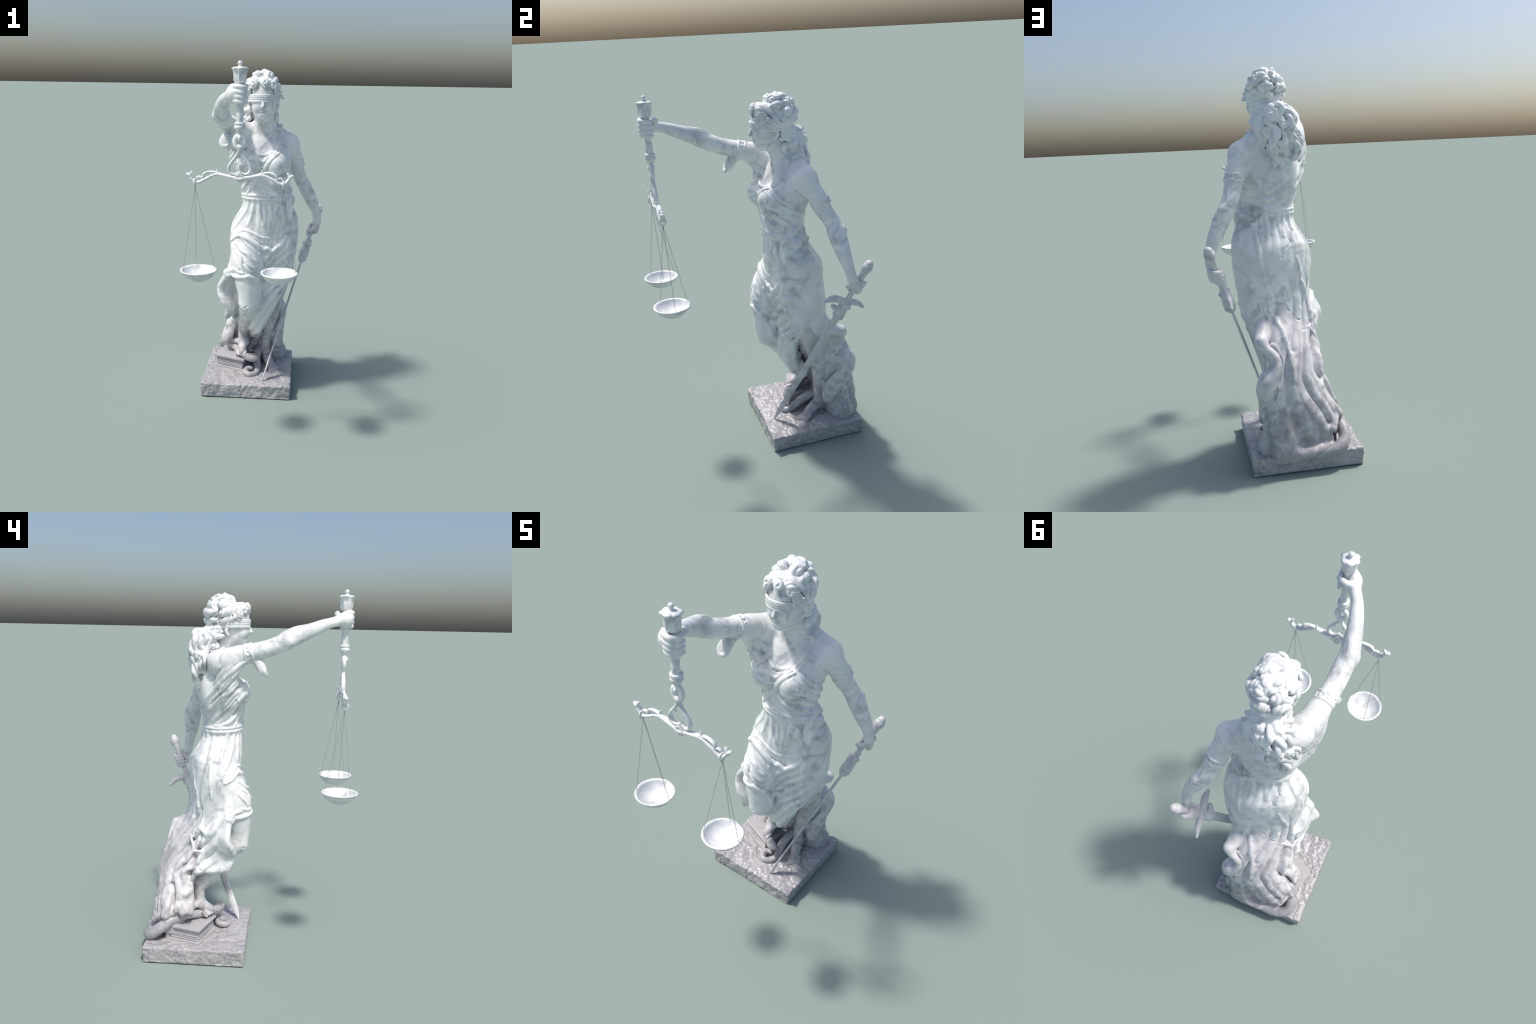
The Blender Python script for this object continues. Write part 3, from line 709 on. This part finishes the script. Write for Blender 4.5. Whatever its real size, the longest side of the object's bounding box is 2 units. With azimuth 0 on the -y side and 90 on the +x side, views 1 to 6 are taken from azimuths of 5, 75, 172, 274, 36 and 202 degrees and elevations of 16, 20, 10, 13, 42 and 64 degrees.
# rolled locks gathered over the back of the head
C0 = V(-.010, .150, 1.860); CR = V(.084, .094, .090)
def on_skull(az, el, out=1.0):
    az, el = math.radians(az), math.radians(el)
    return C0 + CR * V(math.sin(az) * math.cos(el), -math.cos(az) * math.cos(el), math.sin(el)) * out
for az, el, az2, el2, r, tw in ((60, 35, 110, 45, .019, 1.0), (100, 15, 150, 28, .021, 1.2), (95, -8, 140, -2, .018, 1.0), (140, 50, 185, 32, .021, 1.3), (150, 8, 192, 12, .022, 1.1), (150, -18, 195, -14, .017, 1.0),
                                (200, 30, 245, 42, .021, 1.2), (205, 0, 250, 12, .021, 1.0), (205, -22, 250, -14, .017, 1.1), (262, 0, 300, 22, .020, 1.2), (258, 30, 300, 42, .020, 1.0), (262, -18, 285, -8, .015, 1.0),
                                (20, 62, 100, 66, .021, 1.2), (180, 62, 120, 78, .022, 1.1), (250, 62, 200, 72, .021, 1.2), (320, 60, 285, 68, .021, 1.0), (175, 45, 225, 55, .019, 1.1), (120, 28, 135, 60, .018, 1.0), (235, 22, 225, 52, .018, 1.0), (175, -2, 172, 26, .018, 1.0), (15, 80, 200, 82, .022, .9)):
    mid = on_skull((az + az2) / 2 + rng.uniform(-6, 6), (el + el2) / 2 + rng.uniform(-6, 6), 1.06)
    tress([on_skull(az, el, .96), mid, on_skull(az2, el2, .97)], r, wave=.004, turns=1, strands=3, ph=rng.uniform(0, 6), twist=tw * .9, blunt=.75)
for p, r in (((-.030, .150, 1.945), .022), ((.030, .150, 1.946), .022), ((.0, .185, 1.948), .023), ((.062, .150, 1.925), .021), ((-.068, .150, 1.925), .020), ((.045, .20, 1.925), .02), ((-.045, .205, 1.925), .021), ((0, .225, 1.91), .021), ((.085, .19, 1.885), .018), ((-.09, .19, 1.885), .018)):
    q = C0 + (np.array(p) - C0) * (1.09 if p[2] > 1.94 else .96) + V(-.004, 0, 0)
    curl(q, q - C0, r * .62, r * .60, 1.1, .006)
A.ellip((-.002, .100, 1.886), (.077, .070, .046), 'hair', .015)
# hair ribbon over the crown
for off, r in ((0, .006), (.010, .006), (.020, .0055)):
    A.tube([(.084, .125 + off, 1.830, r), (.080, .098 + off, 1.878, r), (.050, .066 + off, 1.916, r), (.0, .052 + off, 1.928, r), (-.052, .066 + off, 1.916, r), (-.082, .098 + off, 1.878, r), (-.086, .125 + off, 1.830, r)], 'hair', .004)
# forehead curls
tress([(-.078, .065, 1.885), (-.045, .050, 1.908), (-.010, .042, 1.915)], .017, .003, 1, 3, 0, 1.3, .8)
tress([(.078, .070, 1.870), (.050, .052, 1.902), (.015, .042, 1.915)], .017, .003, 1, 3, 2, 1.3, .8)
curl((-.050, .038, 1.898), (-.35, -1, .25), .019, .0105, 1.25, .010, 1.2, 1)
curl((.010, .030, 1.908), (.05, -1, .25), .018, .0105, 1.2, .010, .3, -1, tail=(.022, .022, 1.866))
curl((.058, .048, 1.884), (.6, -1, .2), .018, .010, 1.2, .008, 2.2, 1)
curl((.072, .066, 1.858), (.9, -.8, .1), .017, .0105, 1.2, .008, 4, -1)
curl((-.080, .064, 1.872), (-1, -.6, .2), .017, .010, 1.2, .007, 1, 1)
curl((-.080, .072, 1.850), (-1, -.6, 0), .013, .009, 1.2, .006, 4, -1)
for sx in (-1, 1):
    tress([(sx * .080, .080, 1.865), (sx * .092, .098, 1.845), (sx * .092, .120, 1.822)], .013, .003, 1, 2, 1.0, 1.2)
tress([(.085, .105, 1.835), (.100, .115, 1.830), (.116, .125, 1.822)], .011, .003, 1, 2, 0, 1)
# locks drawn from the temples to the nape
for sx in (-1, 1):
    for i, z in enumerate((1.800, 1.780, 1.758)):
        tress([(sx * .076 - .003, .150, z), (sx * .070 - .012, .190, z - .004), (sx * .045 - .022, .232, z - .012), (-.03, .255, z - .02)], .0155, .004, 1.5, 3, i + sx, 1.6, .8)
# long tresses down the back
A.tube([(-.06, .262, 1.53, .03), (-.06, .268, 1.47, .024), (-.05, .268, 1.42, .014)], 'hair', .01)
A.tube([(-.03, .21, 1.79, .045), (-.030, .236, 1.73, .046), (-.040, .250, 1.65, .046), (-.050, .250, 1.57, .038), (-.055, .252, 1.50, .024)], 'hair', 0.01)
A.tube([(.01, .225, 1.74, .04), (.03, .24, 1.67, .042), (.045, .25, 1.61, .03)], 'hair', 0.01)
A.tube([(-.08, .235, 1.73, .035), (-.105, .26, 1.66, .04), (-.115, .262, 1.59, .032)], 'hair', 0.01)
for k, pts in enumerate([
    [(-.030, .250, 1.788), (-.015, .290, 1.74), (.000, .305, 1.67), (.018, .290, 1.59), (.030, .280, 1.50)],
    [(-.065, .245, 1.788), (-.085, .298, 1.74), (-.108, .322, 1.67), (-.122, .315, 1.60), (-.112, .298, 1.53), (-.10, .288, 1.47)],
    [(-.048, .255, 1.790), (-.055, .305, 1.75), (-.062, .332, 1.68), (-.060, .322, 1.60), (-.045, .300, 1.50), (-.042, .282, 1.412)],
    [(-.005, .250, 1.77), (.030, .275, 1.71), (.050, .280, 1.64), (.060, .278, 1.58), (.055, .272, 1.535)],
    [(-.082, .225, 1.79), (-.105, .258, 1.74), (-.132, .275, 1.68), (-.146, .268, 1.62), (-.137, .265, 1.56)],
    [(.005, .235, 1.78), (.045, .240, 1.72), (.072, .238, 1.66), (.092, .235, 1.635)],
    [(.030, .215, 1.76), (.048, .198, 1.71), (.070, .190, 1.66), (.098, .190, 1.622)],
    [(-.025, .275, 1.76), (-.012, .318, 1.70), (-.020, .322, 1.62), (-.015, .302, 1.54), (-.005, .285, 1.48)],
    [(-.085, .195, 1.785), (-.085, .210, 1.73), (-.100, .220, 1.69), (-.118, .228, 1.668)],
    [(-.075, .29, 1.70), (-.085, .318, 1.64), (-.085, .315, 1.57), (-.075, .295, 1.50), (-.07, .28, 1.45)],
]):
    tress(pts, .025 if k in (0, 1, 2, 7) else .022, wave=.016, turns=1.8 + .35 * (k % 3), ph=k * 1.7, twist=2.2, strands=2 + k % 2)
# tight curls over the mass of back hair
HB = A.d.copy()
def hair_surface(x, z):
    j = int(round((x - A.lo[0]) / A.h)); k = int(round((z - A.lo[2]) / A.h))
    col = np.nonzero(HB[j, :, k] < 0)[0]
    return None if not len(col) else A.lo[1] + A.h * col[-1]
for i in range(52):
    z = 1.775 - .30 * ((i * .618034) % 1.0) ** 1.15
    wl = np.interp(z, [1.46, 1.55, 1.65, 1.78], [-.125, -.145, -.145, -.085]); wr = np.interp(z, [1.46, 1.55, 1.62, 1.70, 1.78], [-.02, .055, .085, .07, .02])
    x = wl + (wr - wl) * ((i * .7548) % 1.0)
    y = hair_surface(x, z)
    if y is None or y < .18: continue
    curl((x, y - .008, z), (x * 3, 1, .25), rng.uniform(.012, .018), rng.uniform(.0075, .0095), 1.4, .006)
emit(A, {'*': WHITE}, smooth=1)

# ---- blindfold
F = Field((-.12, -.01, 1.78), (.12, .28, 1.86), H_SMALL)
def ring_path(cx, cy, rx, ry, z, dz, n=48, a0=0, a1=2 * math.pi):
    t = np.linspace(a0, a1, n)
    return [(cx + rx * math.sin(a), cy - ry * math.cos(a), z + dz * (1 - math.cos(a)) / 2) for a in t]
for rr, z, ex in ((.0090, 1.806, .0040), (.0080, 1.8195, .0055), (.0060, 1.8305, .0085), (.0055, 1.8395, .0085)):
    F.tube([(*p, rr) for p in ring_path(-.002, .123, .079 + ex, .099 + ex, z, -.006)], 'blindfold', 0.0015, n=1)
emit(F, {'*': WHITE}, smooth=1)

# =====================================================================
#  PLINTH, BOOK, SNAKE
# =====================================================================
P = Field((-.40, -.05, -.02), (.24, .60, .16), 0.0036)
w = P.win((-.40, -.05, -.02), (.24, .60, .16), 0)
sl, X, Y, Z = w
xl = -.360 - .01 * Y; xr = .200 - .017 * Y; y0 = -.011 + .02 * (X + .36); y1 = .545 + .01 * (X + .36)
top = .089 + .013 * np.exp(-(((X + .02) / .2) ** 2 + ((Y - .34) / .22) ** 2))
rough = .0032 * fbm(7, X, Y, Z, 9, 2) + .0040 * fbm(3, X, Y, Z, 24, 3) + .0035 * fbm(9, X, Y, Z, 62, 2)
dx = np.maximum(xl - X, X - xr); dy = np.maximum(y0 - Y, Y - y1); dz = np.maximum(Z - top, .0005 - Z)
r0 = .006
e = np.sqrt(np.maximum(dx + r0, 0) ** 2 + np.maximum(dy + r0, 0) ** 2 + np.maximum(dz + r0, 0) ** 2) + np.minimum(np.maximum(np.maximum(dx, dy), dz) + r0, 0) - r0
e = e + np.where(Z < .006, 0, rough)
P.blend(sl, np.broadcast_to(e, P.d[sl].shape).astype(np.float32), 'plinth', 0)
def crack(field, pts, r=.0028):
    field.tube([(*p, r) for p in pts], cut=True, k=0.002, n=1)
crack(P, [(-.106, -.007, .0), (-.101, -.007, .03), (-.110, -.006, .05), (-.103, -.005, .089), (-.100, .02, .092), (-.088, .045, .0935), (-.072, .065, .0955), (-.055, .080, .097), (-.02, .10, .0985)], .005)
emit(P, {'*': GREY}, smooth=1)

S = Field((-.36, .08, .05), (.06, .60, .30), H_SMALL)
S.tube([(-.032, .156, .203, .020), (-.050, .164, .200, .028), (-.080, .182, .194, .025), (-.105, .208, .194, .022), (-.150, .270, .200, .023), (-.20, .335, .212, .026), (-.246, .400, .206, .029), (-.278, .458, .170, .031),
        (-.280, .508, .130, .031), (-.238, .540, .105, .030), (-.175, .550, .092, .028), (-.10, .545, .09, .025)], 'snake', 0.004)
S.tube([(-.02, .36, .19, .03), (-.03, .30, .175, .027), (-.030, .235, .150, .025), (-.018, .180, .118, .021), (-.030, .135, .104, .019), (-.065, .113, .106, .019), (-.092, .135, .112, .018), (-.084, .168, .118, .017), (-.058, .172, .122, .014)], 'snake', 0.003)
emit(S, {'*': GREY}, smooth=1)

def book():
    o = V(-.309, .246, .092); ex = V(.196, -.064, -.002); ey = V(.060, .19, -.004); ez = V(.004, -.001, .082)
    parts = []
    def box(a, b, c):
        vs = [o + ex * i + ey * j + ez * k for k in c for j in b for i in a]
        return np.array(vs), [[0, 2, 3, 1], [4, 5, 7, 6], [0, 1, 5, 4], [2, 6, 7, 3], [0, 4, 6, 2], [1, 3, 7, 5]]
    parts.append(box((-.02, 1.02), (-.03, 1.0), (.86, 1.03)))
    parts.append(box((-.02, 1.02), (-.03, 1.0), (-.1, .14)))
    parts.append(box((-.03, .05), (.92, 1.02), (.0, .95)))
    for i in range(5):                       # raised page blocks
        parts.append(box((.035, .965), (.028 - .004 * (i % 2), .5), (.16 + .14 * i, .16 + .14 * i + .10)))
        parts.append(box((.020 + .006 * (i % 2), .5), (.06, .94), (.16 + .14 * i, .16 + .14 * i + .10)))
    pages = box((.04, .96), (.045, .95), (.1, .9))
    ob = new_object('book', *merge(parts), BOOK, smooth=False)
    pg = new_object('book_pages', *pages, BOOK, parent=ob, smooth=False)
    for q in (ob, pg):
        bm = q.modifiers.new('bevel', 'BEVEL'); bm.width = .003; bm.segments = 2
book()

# =====================================================================
#  SWORD
# =====================================================================
TIP = V(.020, .055, .090); POM = V(.340, .510, 1.129)
AX = (POM - TIP); LEN = np.linalg.norm(AX); AX = AX / LEN
at = lambda z: TIP + AX * ((z - TIP[2]) / AX[2])
def sword():
    G = Field((.18, .24, .78), (.40, .58, 1.17), H_SMALL)
    G.ball(at(1.128), .0215, 'hilt', 0.003)
    G.cone(at(1.110), at(1.104), .028, .027, 'hilt', 0.001)
    G.tube([(*at(1.10), .022), (*at(1.05), .017), (*at(.99), .014), (*at(.93), .015)], 'hilt', 0.003)
    g = at(.900)
    G.tube([(.286, .293, .936, .010), (.283, .335, .942, .019), (.274, .385, .920, .020), (*g, .022), (.264, .445, .898, .019), (.257, .485, .880, .016), (.249, .518, .848, .008)], 'hilt', 0.004)
    G.tube([(*at(.895), .026), (*at(.868), .029), (*at(.850), .030), (*at(.845), .024), (*at(.815), .025)], 'hilt', 0.003, n=3)
    G.tube([(.255, .345, .885, .014), (.248, .36, .868, .016)], 'hilt', 0.004)
    for sg in (-1, 1):
        curlc = at(.872) + V(.004, .030 * sg, -.004)
        G.tube([(*(curlc + V(0, .010 * math.cos(a), .010 * math.sin(a))), .0055) for a in np.linspace(0, 5.2, 12)], 'hilt', .002, n=1)
    for zz in (.905, .842, .822):
        G.tube([(*(at(zz) + V(.024 * math.cos(a), .024 * math.sin(a), -.010 * math.cos(a) - .010 * math.sin(a))), .006) for a in np.linspace(0, T2, 16)], 'hilt', .003, n=1)
    emit(G, {'*': STEEL}, smooth=1)
    # blade: flat lens section, thin across x
    wide = np.cross(AX, (1, .1, 0)); wide /= np.linalg.norm(wide); thin = np.cross(AX, wide)
    vs = []; fs = []
    st = [(0.0, .003, .002), (.03, .011, .0035), (.06, .0185, .005), (.25, .0215, .006), (.68, .024, .007), (.74, .024, .007)]
    for t, a, b in st:
        c = TIP + AX * LEN * t
        for (p, q) in ((a, 0), (a * .4, b), (-a * .4, b), (-a, 0), (-a * .4, -b), (a * .4, -b)):
            vs.append(c + wide * p + thin * q)
    for i in range(len(st) - 1):
        for j in range(6):
            k = (j + 1) % 6; fs.append([i * 6 + j, i * 6 + k, i * 6 + 6 + k, i * 6 + 6 + j])
    fs.append([5, 4, 3, 2, 1, 0]); fs.append([len(st) * 6 - 6 + j for j in range(6)])
    new_object('blade', vs, fs, STEEL, smooth=False)
sword()

# =====================================================================
#  SCALES
# =====================================================================
SX, SY = -.0655, -.487
def scales():
    c = (SX, SY, 0)
    hexa = lambda t, lo=1.0: 1 / (math.cos(((t + math.pi / 6) % (math.pi / 3)) - math.pi / 6)) * .96
    # knob and cup
    knob = lathe([(0.0005, 2.0), (.007, 1.9985), (.0112, 1.993), (.0118, 1.988), (.009, 1.982), (.0072, 1.979), (.009, 1.976), (.016, 1.972), (.03, 1.962)], c, 24)
    prof = [(.010, 1.974), (.028, 1.971), (.0365, 1.966), (.0350, 1.961), (.0318, 1.952), (.0300, 1.935), (.0305, 1.912), (.027, 1.907), (.0255, 1.899), (.018, 1.897)]
    def shape(t, i):
        hx = hexa(t)
        if i in (1, 2): return 1 + .24 * abs(math.cos(3 * (t + .2))) ** .8 - .06
        if i == 3: return 1 + .12 * abs(math.cos(3 * (t + .2)))
        return hx if i > 3 else 1
    cup = lathe(prof, c, 72, shape)
    new_object('finial', *merge([knob, cup]), WHITE)
    # twisted staff
    vs, fs = [], []
    zs = np.linspace(1.90, 1.69, 60)
    prof = [(.0165, z) for z in zs]
    tw = lambda t, i: .97 + .13 * abs(math.cos(1.5 * t + 45 * zs[i])) + .05 * math.cos(2 * t - 60 * zs[i])
    new_object('staff', *lathe(prof, c, 32, tw), WHITE)
    coll = lathe([(.012, 1.724), (.0255, 1.722), (.0275, 1.717), (.0255, 1.712), (.0235, 1.709), (.0265, 1.704), (.0275, 1.699), (.0255, 1.692), (.021, 1.687), (.020, 1.680), (.012, 1.676), (.006, 1.672)], c, 32)
    new_object('collar', *coll, WHITE)
    # link and suspension ring, built in a small field
    R = Field((-.15, -.53, 1.40), (.02, -.44, 1.70), 0.0024)
    R.tube([(SX, SY, 1.682, .011), (SX, SY, 1.655, .010)], 'ring', 0.004)
    R.tube([(SX, SY - .002, 1.662, .008), (SX, SY - .014, 1.650, .008), (SX, SY - .004, 1.640, .008), (SX, SY + .012, 1.650, .008), (SX, SY, 1.662, .008)], 'ring', 0.002)
    ring = [(SX + .0235 * math.sin(a), SY, 1.632 + .030 * math.cos(a), .0115) for a in np.linspace(0, 2 * math.pi, 25)]
    R.tube(ring, 'ring', 0.003, n=1)
    R.tube([(SX, SY, 1.605, .014), (SX, SY, 1.588, .012)], 'ring', 0.006)
    emit(R, {'*': WHITE}, smooth=1)
    # ---- beam
    Y = lambda x: -.4865 + .019 * (x - SX)
    def strip(pts, r, fl=(1, 1.6)):
        P = spline([(x, Y(x), z) for x, z in pts], 8)
        rr = np.interp(np.linspace(0, 1, len(P)), np.linspace(0, 1, len(r)), r) if isinstance(r, (list, tuple)) else r
        return swept(P, rr, 12, fl, (0, 1, 0))
    pc = []
    for s in (-1, 1):
        m = lambda pts: [(SX + s * dx, z) for dx, z in pts]
        pc.append(strip(m([(0, 1.452), (.03, 1.459), (.064, 1.466), (.114, 1.473), (.158, 1.454), (.192, 1.436), (.218, 1.434), (.236, 1.452), (.246, 1.468)]), [.012, .010, .009, .0085, .0085, .0085, .008, .008, .007]))
        pc.append(strip(m([(.244, 1.465), (.253, 1.472), (.262, 1.471)]), [.0085, .007, .004]))
        pc.append(strip(m([(.241, 1.463), (.237, 1.478), (.228, 1.486)]), [.007, .0055, .0035]))
        pc.append(strip(m([(.10, 1.474), (.125, 1.484), (.150, 1.484), (.172, 1.475), (.180, 1.460), (.176, 1.450)]), [.006, .006, .0055, .006, .0055, .005]))
        pc.append(strip(m([(.092, 1.474), (.108, 1.482), (.110, 1.490), (.108, 1.499)]), [.007, .006, .004, .003]))
        pc.append(strip(m([(.182, 1.450), (.192, 1.459), (.205, 1.458), (.211, 1.448), (.207, 1.440)]), [.0045, .005, .005, .0045, .004]))
        # lyre
        pc.append(strip(m([(.004, 1.595), (.008, 1.578), (.022, 1.556), (.042, 1.530), (.053, 1.506), (.046, 1.484), (.026, 1.476), (.006, 1.484)]), [.006, .0065, .007, .0075, .008, .008, .006, .005], (1, 1.5)))
        pc.append(strip(m([(.036, 1.537), (.026, 1.543), (.016, 1.540)]), [.005, .004, .0025]))
    pc.append(strip([(SX - .001, 1.492), (SX + .001, 1.470)], [.006, .008]))
    v, f = merge(pc)
    beam = new_object('scale_beam', v, f, WHITE)
    # diamond boss
    vs, fs = [], []
    def diamond(q): return [(SX, 1.455 + .031 * q), (SX + .036 * q, 1.455), (SX, 1.455 - .031 * q), (SX - .036 * q, 1.455)]
    rings = [(1.0, .0), (1.0, -.013), (.93, -.0145), (.66, -.0145), (.62, -.0105), (.02, -.0105)]
    for q, dy in rings:
        vs += [(x, Y(x) + dy, z) for x, z in diamond(q)]
    nb = len(vs); 
    for i in range(len(rings) - 1):
        for j in range(4):
            k = (j + 1) % 4; fs.append([i * 4 + j, i * 4 + k, i * 4 + 4 + k, i * 4 + 4 + j])
    mir = [(x, 2 * Y(x) - y, z) for x, y, z in vs]
    fs2 = [[nb + i for i in q[::-1]] for q in fs]
    new_object('boss', vs + mir, fs + fs2, WHITE, parent=beam, smooth=False)
    # ---- pans, hooks and chains
    prof = []
    for t in np.linspace(0, 1, 12): prof.append((.088 * math.sin(t * 1.25) / math.sin(1.25) + .0005, -.060 + .054 * (1 - math.cos(t * 1.25)) / (1 - math.cos(1.25))))
    prof += [(.0925, -.004), (.0945, .0), (.0935, .003), (.088, .0035), (.083, .001), (.080, -.003)]
    for t in np.linspace(1, 0, 10): prof.append((.079 * math.sin(t * 1.2) / math.sin(1.2) + .0005, -.048 + .044 * (1 - math.cos(t * 1.2)) / (1 - math.cos(1.2))))
    link = None
    for cx, cy, cz, hx in ((-.2735, -.4865, .983, -.2835), (.138, -.480, .980, .1495)):
        pan = new_object('scale_pan', *lathe(prof, (cx, cy, cz), 48), WHITE)
        hy = Y(hx)
        hook = [(hx + .002 * math.sin(a), hy + .0155 * math.sin(a), 1.430 + .0185 * math.cos(a)) for a in np.linspace(0, 2 * math.pi, 24, endpoint=False)]
        new_object('hook_ring', *swept(hook, .0035, 8, (1, 1), (1, 0, 0), closed=True), WHITE, parent=beam)
        for ang in (4, 108, 216):
            a = math.radians(ang)
            end = V(cx + .086 * math.cos(a), cy + .086 * math.sin(a), cz + .001); st = V(hx, hy, 1.411)
            D = end - st; Ln = np.linalg.norm(D); D /= Ln
            cnt = int(Ln / .0112); step = Ln / cnt
            s1 = np.cross(D, (.3, 1, .1)); s1 /= np.linalg.norm(s1); s2 = np.cross(D, s1)
            bits = []
            for i in range(cnt):
                o = st + D * step * (i + .5); q = s1 if i % 2 else s2
                w2 = s2 if i % 2 else s1
                lp = [o + D * .0068 * math.cos(b) + q * .0029 * math.sin(b) for b in np.linspace(0, 2 * math.pi, 8, endpoint=False)]
                bits.append(swept(lp, .00062, 4, (1, 1), w2, closed=True))
            new_object('chain', *merge(bits), CHAIN, parent=pan, kind='stuff')
scales()
